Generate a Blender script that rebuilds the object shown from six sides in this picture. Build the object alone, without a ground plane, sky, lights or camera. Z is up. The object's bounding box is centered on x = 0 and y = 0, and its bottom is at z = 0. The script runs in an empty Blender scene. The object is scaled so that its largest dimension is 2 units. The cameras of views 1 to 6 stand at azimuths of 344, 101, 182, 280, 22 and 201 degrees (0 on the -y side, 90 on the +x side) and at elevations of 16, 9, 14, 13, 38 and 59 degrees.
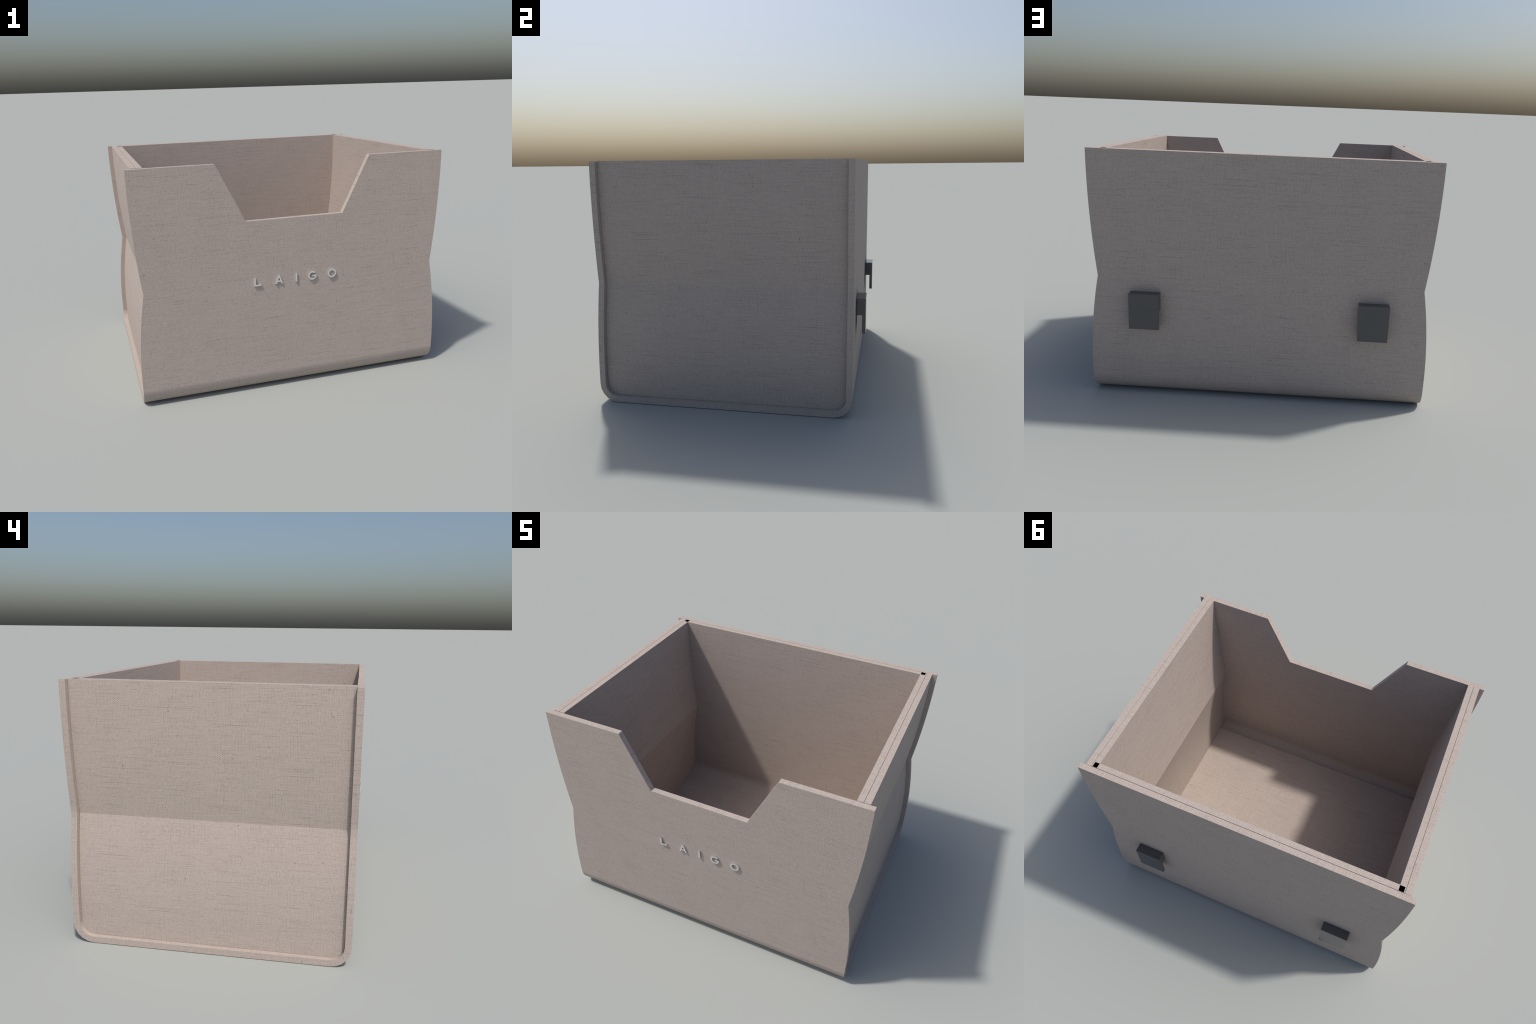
"""Open-fronted fabric storage bin: a bent felt/linen shell, two inset waisted side
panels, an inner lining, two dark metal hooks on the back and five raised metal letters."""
import bpy, bmesh, math

# ----------------------------------------------------------------------------- sizes (metres)
TOP        = 1.4785          # rim of sides, back and lining
FRONT_TOP  = 1.4757          # the front stands a hair lower
WAIST      = 0.74            # height of the pinched waist crease
BELLY      = 0.21            # height of the widest point of the lower half
NIP        = 0.0485          # how far the waist is pulled in per side
Y_FRONT, Y_BACK = -0.8016, 0.7522
SHEET      = 0.0357          # shell thickness
CORNER     = 0.113           # outer bend radius of the shell
NOTCH_LOW, NOTCH_HALF_LOW, NOTCH_HALF_TOP = 1.1230, 0.3135, 0.4905
ARC_STEPS  = 5


def half_width(z):
    """Half width of the shell at height z: two bulging arcs that meet in a crease."""
    if z >= WAIST:
        return 1.0 - NIP * ((TOP - z) / (TOP - WAIST)) ** 2
    z = max(z, 0.125)                            # straight edge under the bend
    return 1.0 - NIP * ((z - BELLY) / (WAIST - BELLY)) ** 2


def heights(low, high):
    """Heights that follow the arcs finely and hit the waist exactly."""
    n1 = max(1, round((WAIST - low) / 0.045))
    n2 = max(1, round((high - WAIST) / 0.045))
    return ([low + (WAIST - low) * i / n1 for i in range(n1)] +
            [WAIST + (high - WAIST) * i / n2 for i in range(n2 + 1)])


# ----------------------------------------------------------------------------- materials
def linen_group():
    """Node group: (u along the weft, v across it, seed) -> woven linen colour and height."""
    g = bpy.data.node_groups.new("linen_weave", "ShaderNodeTree")
    g.interface.new_socket("U", in_out="INPUT", socket_type="NodeSocketFloat")
    g.interface.new_socket("V", in_out="INPUT", socket_type="NodeSocketFloat")
    g.interface.new_socket("Seed", in_out="INPUT", socket_type="NodeSocketFloat")
    g.interface.new_socket("Color", in_out="OUTPUT", socket_type="NodeSocketColor")
    g.interface.new_socket("Height", in_out="OUTPUT", socket_type="NodeSocketFloat")
    N, L = g.nodes, g.links
    gi, go = N.new("NodeGroupInput"), N.new("NodeGroupOutput")
    U, V, S = gi.outputs["U"], gi.outputs["V"], gi.outputs["Seed"]

    def math_node(op, a, b=None, c=None, clamp=False):
        n = N.new("ShaderNodeMath"); n.operation = op; n.use_clamp = clamp
        for i, x in enumerate((a, b, c)):
            if x is None:
                continue
            if isinstance(x, (int, float)):
                n.inputs[i].default_value = x
            else:
                L.new(x, n.inputs[i])
        return n.outputs[0]

    def noise(su, sv, shift, detail=0.0):
        """Noise stretched by the two scales su (along u) and sv (along v)."""
        c = N.new("ShaderNodeCombineXYZ")
        L.new(math_node("MULTIPLY", U, su), c.inputs[0])
        L.new(math_node("MULTIPLY", V, sv), c.inputs[1])
        L.new(math_node("ADD", S, shift), c.inputs[2])
        n = N.new("ShaderNodeTexNoise")
        n.inputs["Scale"].default_value = 1.0
        n.inputs["Detail"].default_value = detail
        L.new(c.outputs[0], n.inputs["Vector"])
        return n.outputs["Fac"]

    def ramp(x, a, b):
        n = N.new("ShaderNodeMapRange"); n.interpolation_type = "SMOOTHSTEP"
        L.new(x, n.inputs["Value"])
        n.inputs["From Min"].default_value = a; n.inputs["From Max"].default_value = b
        return n.outputs["Result"]

    # threads wander a little, rows are unevenly spaced
    wob_u = math_node("MULTIPLY", math_node("SUBTRACT", noise(7, 5, 1.3, 1), 0.5), 0.030)
    wob_v = math_node("MULTIPLY", math_node("SUBTRACT", noise(5, 9, 7.7, 1), 0.5), 0.030)
    jit_v = math_node("MULTIPLY", math_node("SUBTRACT", noise(9, 120, 3.1), 0.5), 0.0050)
    jit_u = math_node("MULTIPLY", math_node("SUBTRACT", noise(110, 9, 5.9), 0.5), 0.0065)
    uu = math_node("ADD", math_node("ADD", U, wob_u), jit_u)
    vv = math_node("ADD", math_node("ADD", V, wob_v), jit_v)
    cu = math_node("COSINE", math_node("MULTIPLY", uu, 2 * math.pi / 0.0142))
    cv = math_node("COSINE", math_node("MULTIPLY", vv, 2 * math.pi / 0.0104))
    weave = math_node("MULTIPLY", cu, cv)                    # checkerboard of over / under
    pit = ramp(weave, 0.22, 1.0)

    # each row of pits is deeper or shallower; loose patches
    row = ramp(noise(5, 190, 11.0, 1), 0.38, 0.70)
    patch = ramp(noise(3.2, 4.5, 17.0, 2), 0.30, 0.72)
    single = noise(95, 150, 31.0)
    depth = math_node("ADD", math_node("MULTIPLY", row, 0.52), math_node("MULTIPLY", patch, 0.22))
    depth = math_node("MULTIPLY", depth, math_node("MULTIPLY_ADD", single, 0.9, 0.42))
    pits = math_node("MULTIPLY", pit, math_node("ADD", depth, 0.22))

    # long dark weft gaps, rarer short warp gaps, slubs
    broken = math_node("MULTIPLY_ADD", ramp(noise(75, 60, 43.0), 0.3, 0.6), 0.6, 0.4)
    fine_streak = math_node("MULTIPLY", ramp(noise(4.5, 340, 41.0, 1), 0.60, 0.74), broken)
    long_streak = math_node("MULTIPLY", ramp(noise(3.0, 290, 47.0), 0.71, 0.81), broken)
    streak = math_node("MULTIPLY_ADD", long_streak, 1.3, fine_streak)
    flaw = N.new("ShaderNodeCombineXYZ")         # pulled warp threads, leaning a little
    L.new(math_node("MULTIPLY", math_node("MULTIPLY_ADD", V, 0.13, uu), 170), flaw.inputs[0])
    L.new(math_node("MULTIPLY", V, 4.0), flaw.inputs[1])
    L.new(math_node("ADD", S, 51.0), flaw.inputs[2])
    fl = N.new("ShaderNodeTexNoise")
    fl.inputs["Scale"].default_value = 1.0; fl.inputs["Detail"].default_value = 1.0
    L.new(flaw.outputs[0], fl.inputs["Vector"])
    warp = math_node("MULTIPLY", ramp(fl.outputs["Fac"], 0.67, 0.79),
                     ramp(noise(4, 5, 53.0), 0.50, 0.66))
    slub = ramp(noise(42, 90, 61.0), 0.805, 0.86)
    fibre = noise(40, 420, 71.0)
    fibre2 = noise(380, 45, 73.0)
    cloud = noise(2.3, 3.0, 81.0, 2)

    # faint gaps between the threads, both ways
    row_gap = math_node("MULTIPLY", math_node("POWER", math_node("MULTIPLY_ADD", math_node(
        "COSINE", math_node("MULTIPLY", vv, 4 * math.pi / 0.0104)), 0.5, 0.5), 2.0),
        ramp(noise(7, 170, 91.0, 1), 0.42, 0.75))
    col_gap = math_node("MULTIPLY", math_node("POWER", math_node("MULTIPLY_ADD", math_node(
        "COSINE", math_node("MULTIPLY", uu, 4 * math.pi / 0.0142)), 0.5, 0.5), 2.0),
        ramp(noise(120, 8, 93.0, 1), 0.45, 0.75))

    dark = math_node("MULTIPLY", pits, PIT)
    dark = math_node("ADD", dark, math_node("MULTIPLY", row_gap, 0.15))
    dark = math_node("ADD", dark, math_node("MULTIPLY", col_gap, 0.11))
    dark = math_node("ADD", dark, math_node("MULTIPLY", streak, 0.28))
    dark = math_node("ADD", dark, math_node("MULTIPLY", warp, 0.26))
    dark = math_node("ADD", dark, math_node("MULTIPLY", slub, 0.34))
    speck = math_node("MULTIPLY", ramp(noise(62, 110, 67.0), 0.70, 0.80), pit)
    dark = math_node("ADD", dark, math_node("MULTIPLY", speck, 0.35))
    dark = math_node("MINIMUM", dark, 0.75)
    bright = math_node("ADD", math_node("MULTIPLY", math_node("SUBTRACT", fibre, 0.5), 0.26),
                       math_node("MULTIPLY", math_node("SUBTRACT", fibre2, 0.5), 0.24))
    bright = math_node("ADD", bright, math_node("MULTIPLY", math_node("SUBTRACT", cloud, 0.5), 0.03))
    value = math_node("ADD", math_node("SUBTRACT", 1.0, dark), bright)

    mix = N.new("ShaderNodeMix"); mix.data_type = "RGBA"
    mix.inputs[6].default_value = (*THREAD_DARK, 1)
    mix.inputs[7].default_value = (*THREAD_LIGHT, 1)
    mix.clamp_factor = False
    L.new(value, mix.inputs[0])
    L.new(mix.outputs[2], go.inputs["Color"])
    L.new(math_node("SUBTRACT", 1.0, math_node("MULTIPLY", dark, 1.6)), go.inputs["Height"])
    return g


PIT = 0.66
THREAD_LIGHT = (0.457, 0.390, 0.350)
THREAD_DARK = (0.094, 0.072, 0.062)
_linen = {}


def linen(u_axis, v_expr, seed):
    """Linen whose weft runs along u_axis ('x','y','z'); v_expr is an axis or 'wrap'
    (height plus distance from the middle, which follows the sheet round its bends)."""
    key = (u_axis, v_expr, seed)
    if key in _linen:
        return _linen[key]
    m = bpy.data.materials.new("linen_weft_" + u_axis)
    m.use_nodes = True
    nt = m.node_tree
    b = nt.nodes["Principled BSDF"]
    b.inputs["Roughness"].default_value = 0.9
    b.inputs["Specular IOR Level"].default_value = 0.15
    tc = nt.nodes.new("ShaderNodeTexCoord")
    sp = nt.nodes.new("ShaderNodeSeparateXYZ")
    nt.links.new(tc.outputs["Object"], sp.inputs[0])
    gr = nt.nodes.new("ShaderNodeGroup"); gr.node_tree = WEAVE
    nt.links.new(sp.outputs["xyz".index(u_axis)], gr.inputs["U"])
    if v_expr == "wrap":
        ab = nt.nodes.new("ShaderNodeMath"); ab.operation = "ABSOLUTE"
        ad = nt.nodes.new("ShaderNodeMath"); ad.operation = "ADD"
        nt.links.new(sp.outputs[1], ab.inputs[0])
        nt.links.new(ab.outputs[0], ad.inputs[0]); nt.links.new(sp.outputs[2], ad.inputs[1])
        nt.links.new(ad.outputs[0], gr.inputs["V"])
    else:
        nt.links.new(sp.outputs["xyz".index(v_expr)], gr.inputs["V"])
    gr.inputs["Seed"].default_value = seed
    nt.links.new(gr.outputs["Color"], b.inputs["Base Color"])
    bp = nt.nodes.new("ShaderNodeBump")
    bp.inputs["Strength"].default_value = 0.25
    bp.inputs["Distance"].default_value = 0.0015
    nt.links.new(gr.outputs["Height"], bp.inputs["Height"])
    nt.links.new(bp.outputs["Normal"], b.inputs["Normal"])
    _linen[key] = m
    return m


def metal(name, colour, rough, metallic=1.0):
    m = bpy.data.materials.new(name); m.use_nodes = True
    nt = m.node_tree
    b = nt.nodes["Principled BSDF"]
    b.inputs["Metallic"].default_value = metallic
    b.inputs["Roughness"].default_value = rough
    tc = nt.nodes.new("ShaderNodeTexCoord")
    n = nt.nodes.new("ShaderNodeTexNoise"); n.inputs["Scale"].default_value = 60
    nt.links.new(tc.outputs["Object"], n.inputs["Vector"])
    r = nt.nodes.new("ShaderNodeValToRGB")
    r.color_ramp.elements[0].color = (*[c * 0.985 for c in colour], 1)
    r.color_ramp.elements[1].color = (*[c * 1.015 for c in colour], 1)
    nt.links.new(n.outputs["Fac"], r.inputs[0])
    nt.links.new(r.outputs[0], b.inputs["Base Color"])
    return m


WEAVE = linen_group()
HOOK_METAL = metal("dark_gloss", (0.078, 0.078, 0.079), 0.06, 0.0)
LETTER_METAL = metal("pale_metal", (0.905, 0.905, 0.90), 0.10)
BLACK = bpy.data.materials.new("flat_black"); BLACK.use_nodes = True
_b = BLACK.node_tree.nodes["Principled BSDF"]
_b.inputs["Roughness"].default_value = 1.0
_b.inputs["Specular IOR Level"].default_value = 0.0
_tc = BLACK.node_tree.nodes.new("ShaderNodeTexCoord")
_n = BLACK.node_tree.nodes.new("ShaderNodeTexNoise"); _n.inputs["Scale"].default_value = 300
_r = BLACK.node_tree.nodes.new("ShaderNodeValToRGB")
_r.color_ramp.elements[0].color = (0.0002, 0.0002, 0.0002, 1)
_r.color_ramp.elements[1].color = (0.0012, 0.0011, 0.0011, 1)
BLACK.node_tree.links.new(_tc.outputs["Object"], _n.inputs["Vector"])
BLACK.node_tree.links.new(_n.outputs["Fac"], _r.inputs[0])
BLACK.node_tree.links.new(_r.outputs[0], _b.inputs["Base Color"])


# ----------------------------------------------------------------------------- mesh helpers
class Builder:
    """Collects shared vertices and faces with material slots."""

    def __init__(self):
        self.bm = bmesh.new(); self.cache = {}; self.mats = []

    def v(self, x, y, z):
        k = (round(x, 6), round(y, 6), round(z, 6))
        if k not in self.cache:
            self.cache[k] = self.bm.verts.new(k)
        return self.cache[k]

    def face(self, pts, mat):
        vs = []
        for p in pts:
            w = self.v(*p)
            if w not in vs:
                vs.append(w)
        if len(vs) < 3 or self.bm.faces.get(vs):
            return
        f = self.bm.faces.new(vs)
        if mat not in self.mats:
            self.mats.append(mat)
        f.material_index = self.mats.index(mat)
        f.smooth = True

    def finish(self, name, parent, sharp_deg=20.0, waist_crease=False):
        bmesh.ops.recalc_face_normals(self.bm, faces=self.bm.faces[:])
        for e in self.bm.edges:
            if len(e.link_faces) == 2:
                crease = waist_crease and all(abs(v.co.z - WAIST) < 1e-4 for v in e.verts) and \
                    abs(e.link_faces[0].normal.x) > 0.9
                e.smooth = e.calc_face_angle(0) < math.radians(sharp_deg) and not crease
        me = bpy.data.meshes.new(name)
        self.bm.to_mesh(me); self.bm.free()
        for m in self.mats:
            me.materials.append(m)
        return add_object(name, me, parent)


def add_object(name, mesh, parent):
    ob = bpy.data.objects.new(name, mesh)
    bpy.context.scene.collection.objects.link(ob)
    ob.parent = parent
    return ob


def arc(cy, cz, r, a0, a1):
    return [(cy + r * math.cos(math.radians(a0 + (a1 - a0) * i / ARC_STEPS)),
             cz + r * math.sin(math.radians(a0 + (a1 - a0) * i / ARC_STEPS)))
            for i in range(ARC_STEPS + 1)]


def loft_side(name, parent, off_out, off_in, y0, y1, low, radius, sign, face_mat, edge_mat, rim_mat):
    """A waisted panel between two offsets of the shell edge, lower corners rounded."""
    b = Builder()
    zs = [low + radius * (1 - math.cos(math.radians(90 * i / ARC_STEPS))) for i in range(ARC_STEPS + 1)]
    zs += [z for z in heights(low + radius + 0.004, TOP)]

    def ends(z):
        d = max(0.0, low + radius - z)
        k = radius - math.sqrt(max(0.0, radius * radius - d * d))
        return y0 + k, y1 - k

    rows = []
    for z in zs:
        a, c = ends(z)
        xo, xi = sign * (half_width(z) - off_out), sign * (half_width(z) - off_in)
        rows.append(((xo, a, z), (xo, c, z), (xi, c, z), (xi, a, z)))
    for r, s in zip(rows, rows[1:]):
        b.face((r[0], r[1], s[1], s[0]), face_mat)
        b.face((r[2], r[3], s[3], s[2]), face_mat)
        b.face((r[1], r[2], s[2], s[1]), edge_mat)
        b.face((r[3], r[0], s[0], s[3]), edge_mat)
    b.face(rows[0], edge_mat)
    b.face(rows[-1], rim_mat)
    return b.finish(name, parent, waist_crease=True)


# ----------------------------------------------------------------------------- the bin
bin_root = bpy.data.objects.new("storage_bin", None)
bpy.context.scene.collection.objects.link(bin_root)
bin_root["label"] = "open beige linen storage bin with notched front"
bin_root["category"] = "storage bin"

# --- shell: one sheet bent front -> bottom -> back, with a notch cut into the front
R_IN = CORNER - SHEET
cyf, cyb, cz = Y_FRONT + CORNER, Y_BACK - CORNER, CORNER
stations = []                                   # (outer (y,z), inner (y,z))
front_zs = sorted(set([z for z in heights(CORNER + 0.004, FRONT_TOP) if abs(z - NOTCH_LOW) > 0.012]
                      + [NOTCH_LOW]), reverse=True)
for z in front_zs:
    stations.append(((Y_FRONT, z), (Y_FRONT + SHEET, z)))
stations += list(zip(arc(cyf, cz, CORNER, 180, 270), arc(cyf, cz, R_IN, 180, 270)))
for i in range(1, 6):
    y = cyf + (cyb - cyf) * i / 6
    stations.append(((y, 0.0), (y, SHEET)))
stations += list(zip(arc(cyb, cz, CORNER, 270, 360), arc(cyb, cz, R_IN, 270, 360)))
for z in heights(CORNER + 0.004, TOP):
    stations.append(((Y_BACK, z), (Y_BACK - SHEET, z)))

broad = linen("x", "wrap", 0.0)
side_edge = linen("y", "z", 2.0)
foot_edge = linen("z", "y", 3.0)
rim_x = linen("y", "x", 4.0)                    # rims that run along x: weft lies across
rim_y = linen("x", "y", 5.0)                    # rims that run along y
n_front = len(front_zs)


def notch_half(z):
    t = (z - NOTCH_LOW) / (FRONT_TOP - NOTCH_LOW)
    return NOTCH_HALF_LOW + (NOTCH_HALF_TOP - NOTCH_HALF_LOW) * max(0.0, t)


def columns(i, p):
    n = notch_half(p[1]) if i < n_front else NOTCH_HALF_LOW
    w = half_width(p[1])
    return [(x, p[0], p[1]) for x in (-w, -n, n, w)]


b = Builder()
for i in range(len(stations) - 1):
    o0, o1 = columns(i, stations[i][0]), columns(i + 1, stations[i + 1][0])
    i0, i1 = columns(i, stations[i][1]), columns(i + 1, stations[i + 1][1])
    cut = i + 1 < n_front and stations[i + 1][0][1] >= NOTCH_LOW - 1e-6
    for c in range(3):
        if cut and c == 1:
            continue
        b.face((o0[c], o0[c + 1], o1[c + 1], o1[c]), broad)
        b.face((i0[c], i0[c + 1], i1[c + 1], i1[c]), broad)
    flat = abs(stations[i][0][1]) < 1e-4 or abs(stations[i + 1][0][1]) < 1e-4
    edge = foot_edge if flat else side_edge
    b.face((o0[0], o1[0], i1[0], i0[0]), edge)
    b.face((o0[3], o1[3], i1[3], i0[3]), edge)
    if cut:                                     # sloping cheeks of the notch
        b.face((o0[1], o1[1], i1[1], i0[1]), side_edge)
        b.face((o0[2], o1[2], i1[2], i0[2]), side_edge)
o, n = columns(0, stations[0][0]), columns(0, stations[0][1])
b.face((o[0], o[1], n[1], n[0]), rim_x)
b.face((o[2], o[3], n[3], n[2]), rim_x)
k = front_zs.index(NOTCH_LOW)
o, n = columns(k, stations[k][0]), columns(k, stations[k][1])
b.face((o[1], o[2], n[2], n[1]), rim_x)
o, n = columns(len(stations) - 1, stations[-1][0]), columns(len(stations) - 1, stations[-1][1])
for c in range(3):
    b.face((o[c], o[c + 1], n[c + 1], n[c]), rim_x)
shell = b.finish("shell", bin_root)

# --- side panels, set back from the shell's edges, and the lining panels behind them
HAIR = 0.0012
for sign in (1, -1):
    face = linen("y", "z", 20.0)
    loft_side("side_panel", bin_root, 0.0306, 0.0662,
              Y_FRONT + SHEET + HAIR, Y_BACK - SHEET - HAIR, SHEET + HAIR, R_IN - HAIR,
              sign, face, side_edge, rim_y)
    loft_side("lining_panel", bin_root, 0.0681, 0.1027,
              Y_FRONT + SHEET + HAIR, Y_BACK - SHEET - 0.0028, SHEET + HAIR, R_IN - 0.0028,
              sign, face, side_edge, rim_y)

# --- lining sheet: back wall bending into the floor
GAP = 0.0028
LINING = 0.0338
r_out, r_in = 0.110, 0.110 - LINING            # same bend as the shell's outside
lin_y = Y_BACK - SHEET - GAP - r_out
FLOOR = SHEET + 0.0004                          # the floor lies on the shell
bend_z = FLOOR + r_out
lin = [((-0.6805 + (lin_y + 0.6805) * i / 6, FLOOR), (-0.6805 + (lin_y + 0.6805) * i / 6, FLOOR + LINING))
       for i in range(6)]
lin += list(zip(arc(lin_y, bend_z, r_out, 270, 360), arc(lin_y, bend_z, r_in, 270, 360)))
lin += [((Y_BACK - SHEET - GAP, z), (Y_BACK - SHEET - GAP - LINING, z)) for z in heights(bend_z + 0.004, TOP)]
b = Builder()


def span(p):
    w = half_width(p[1]) - 0.1027 - 0.0004
    return (-w, p[0], p[1]), (w, p[0], p[1])


for (o0, i0), (o1, i1) in zip(lin, lin[1:]):
    a, c = span(o0), span(o1)
    d, e = span(i0), span(i1)
    b.face((a[0], a[1], c[1], c[0]), broad)
    b.face((d[0], d[1], e[1], e[0]), broad)
    b.face((a[0], c[0], e[0], d[0]), side_edge)
    b.face((a[1], c[1], e[1], d[1]), side_edge)
a, d = span(lin[0][0]), span(lin[0][1])
b.face((a[0], a[1], d[1], d[0]), foot_edge)
a, d = span(lin[-1][0]), span(lin[-1][1])
b.face((a[0], a[1], d[1], d[0]), rim_x)
b.finish("lining_sheet", bin_root)


def box(b, x0, x1, y0, y1, z0, z1, mat):
    p = [(x, y, z) for x in (x0, x1) for y in (y0, y1) for z in (z0, z1)]
    for q in ((0, 1, 3, 2), (4, 5, 7, 6), (0, 1, 5, 4), (2, 3, 7, 6), (0, 2, 6, 4), (1, 3, 7, 5)):
        b.face([p[j] for j in q], mat)


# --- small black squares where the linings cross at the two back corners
black_square = None
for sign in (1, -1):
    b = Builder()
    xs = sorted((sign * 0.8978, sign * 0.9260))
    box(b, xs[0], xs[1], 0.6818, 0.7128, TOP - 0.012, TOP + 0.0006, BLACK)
    b.finish("black_corner_square", bin_root)


# --- extruded outlines: hooks (outline in y,z) and letters (outline in x,z)
def hook_mesh():
    b = Builder()
    t, w = 0.0212, 0.0875
    prof = [(0.7525, 0.6545), (0.8117, 0.6545), (0.8117, 0.4405), (0.8117 - t, 0.4405),
            (0.8117 - t, 0.5532), (0.7525, 0.5532)]
    for (y0, z0), (y1, z1) in zip(prof, prof[1:] + prof[:1]):
        b.face(((-w, y0, z0), (w, y0, z0), (w, y1, z1), (-w, y1, z1)), HOOK_METAL)
    for x in (-w, w):
        y, top, low = 0.8117 - t, 0.6545, 0.5532
        b.face(((x, 0.7525, top), (x, y, top), (x, y, low), (x, 0.7525, low)), HOOK_METAL)
        b.face(((x, y, top), (x, 0.8117, top), (x, 0.8117, 0.4405), (x, y, 0.4405), (x, y, low)), HOOK_METAL)
    return b


first = hook_mesh().finish("hook", shell)
first.location.x = 0.668
second = first.copy(); second.location.x = -0.668
bpy.context.scene.collection.objects.link(second)

CAP, Z0, STROKE = 0.0550, 0.7128, 0.0101
L_FRONT, L_BACK = -0.8120, -0.8005


def letter(strips):
    """strips: list of convex (x,z) outlines, each extruded; shared edges are kept open."""
    b = Builder()
    count = {}
    for s in strips:
        for p, q in zip(s, s[1:] + s[:1]):
            e = frozenset(((round(p[0], 6), round(p[1], 6)), (round(q[0], 6), round(q[1], 6))))
            count[e] = count.get(e, 0) + 1
    for s in strips:
        b.face([(x, L_FRONT, z) for x, z in s], LETTER_METAL)
        b.face([(x, L_BACK, z) for x, z in s], LETTER_METAL)
        for p, q in zip(s, s[1:] + s[:1]):
            e = frozenset(((round(p[0], 6), round(p[1], 6)), (round(q[0], 6), round(q[1], 6))))
            if count[e] == 1:
                b.face(((p[0], L_FRONT, p[1]), (q[0], L_FRONT, q[1]),
                        (q[0], L_BACK, q[1]), (p[0], L_BACK, p[1])), LETTER_METAL)
    return b.finish("letter", shell, 20)


def ring(cx, czz, r, w, a0, a1, n):
    pts = []
    for i in range(n + 1):
        a = math.radians(a0 + (a1 - a0) * i / n)
        c, s = math.cos(a), math.sin(a)
        pts.append(((cx + r * c, czz + r * s), (cx + (r - w) * c, czz + (r - w) * s)))
    return [[p[0], q[0], q[1], p[1]] for p, q in zip(pts, pts[1:])]


zt = Z0 + CAP
# L
x = -0.2766; s = STROKE
letter([[(x, Z0 + s), (x + s, Z0 + s), (x + s, zt), (x, zt)],
        [(x, Z0), (x + s, Z0), (x + s, Z0 + s), (x, Z0 + s)],
        [(x + s, Z0), (x + 0.0452, Z0), (x + 0.0452, Z0 + s), (x + s, Z0 + s)]])
# A: two legs, a flat top and a crossbar, all sharing corner points
cx, half, tip, foot = -0.11545, 0.0249, 0.0044, 0.0104
bar0, bar1 = 0.0112, 0.0212


def outer(h): return half + (tip - half) * h / CAP
def inner(h): return (half - foot) * (1 - h / 0.0405)


def P(sgn, fn, h): return (cx + sgn * fn(h), Z0 + h)


hole = (cx, Z0 + 0.0405)
polys = []
for sg in (-1, 1):
    polys += [[P(sg, outer, 0), P(sg, inner, 0), P(sg, inner, bar0), P(sg, outer, bar0)],
              [P(sg, outer, bar0), P(sg, inner, bar0), P(sg, inner, bar1), P(sg, outer, bar1)],
              [P(sg, outer, bar1), P(sg, inner, bar1), hole, P(sg, outer, 0.0405)]]
polys.append([P(-1, inner, bar0), P(1, inner, bar0), P(1, inner, bar1), P(-1, inner, bar1)])
polys.append([P(-1, outer, 0.0405), hole, P(1, outer, 0.0405), (cx + tip, zt), (cx - tip, zt)])
letter(polys)
# I
letter([[(-0.0056, Z0), (0.0046, Z0), (0.0046, zt), (-0.0056, zt)]])
# G: open ring plus a spur
gx, gz, gr = 0.1067, Z0 + CAP / 2, 0.0288
polys = ring(gx, gz, gr, STROKE, 44, 360 - 10, 44)
bar_top, bar_bot = gz + 0.0033, gz - 0.0067
end_o = (gx + gr * math.cos(math.radians(-10)), gz + gr * math.sin(math.radians(-10)))
end_i = (gx + (gr - STROKE) * math.cos(math.radians(-10)), gz + (gr - STROKE) * math.sin(math.radians(-10)))
polys.append([end_i, end_o, (gx + gr, bar_top), (gx + 0.0160, bar_top)])
polys.append([end_i, (gx + 0.0160, bar_top), (gx - 0.0005, bar_top), (gx - 0.0005, bar_bot + 0.0003), (gx + 0.0150, bar_bot + 0.0003)])
letter(polys)
# O
letter(ring(0.2402, gz, 0.0288, STROKE, 0, 360, 56))
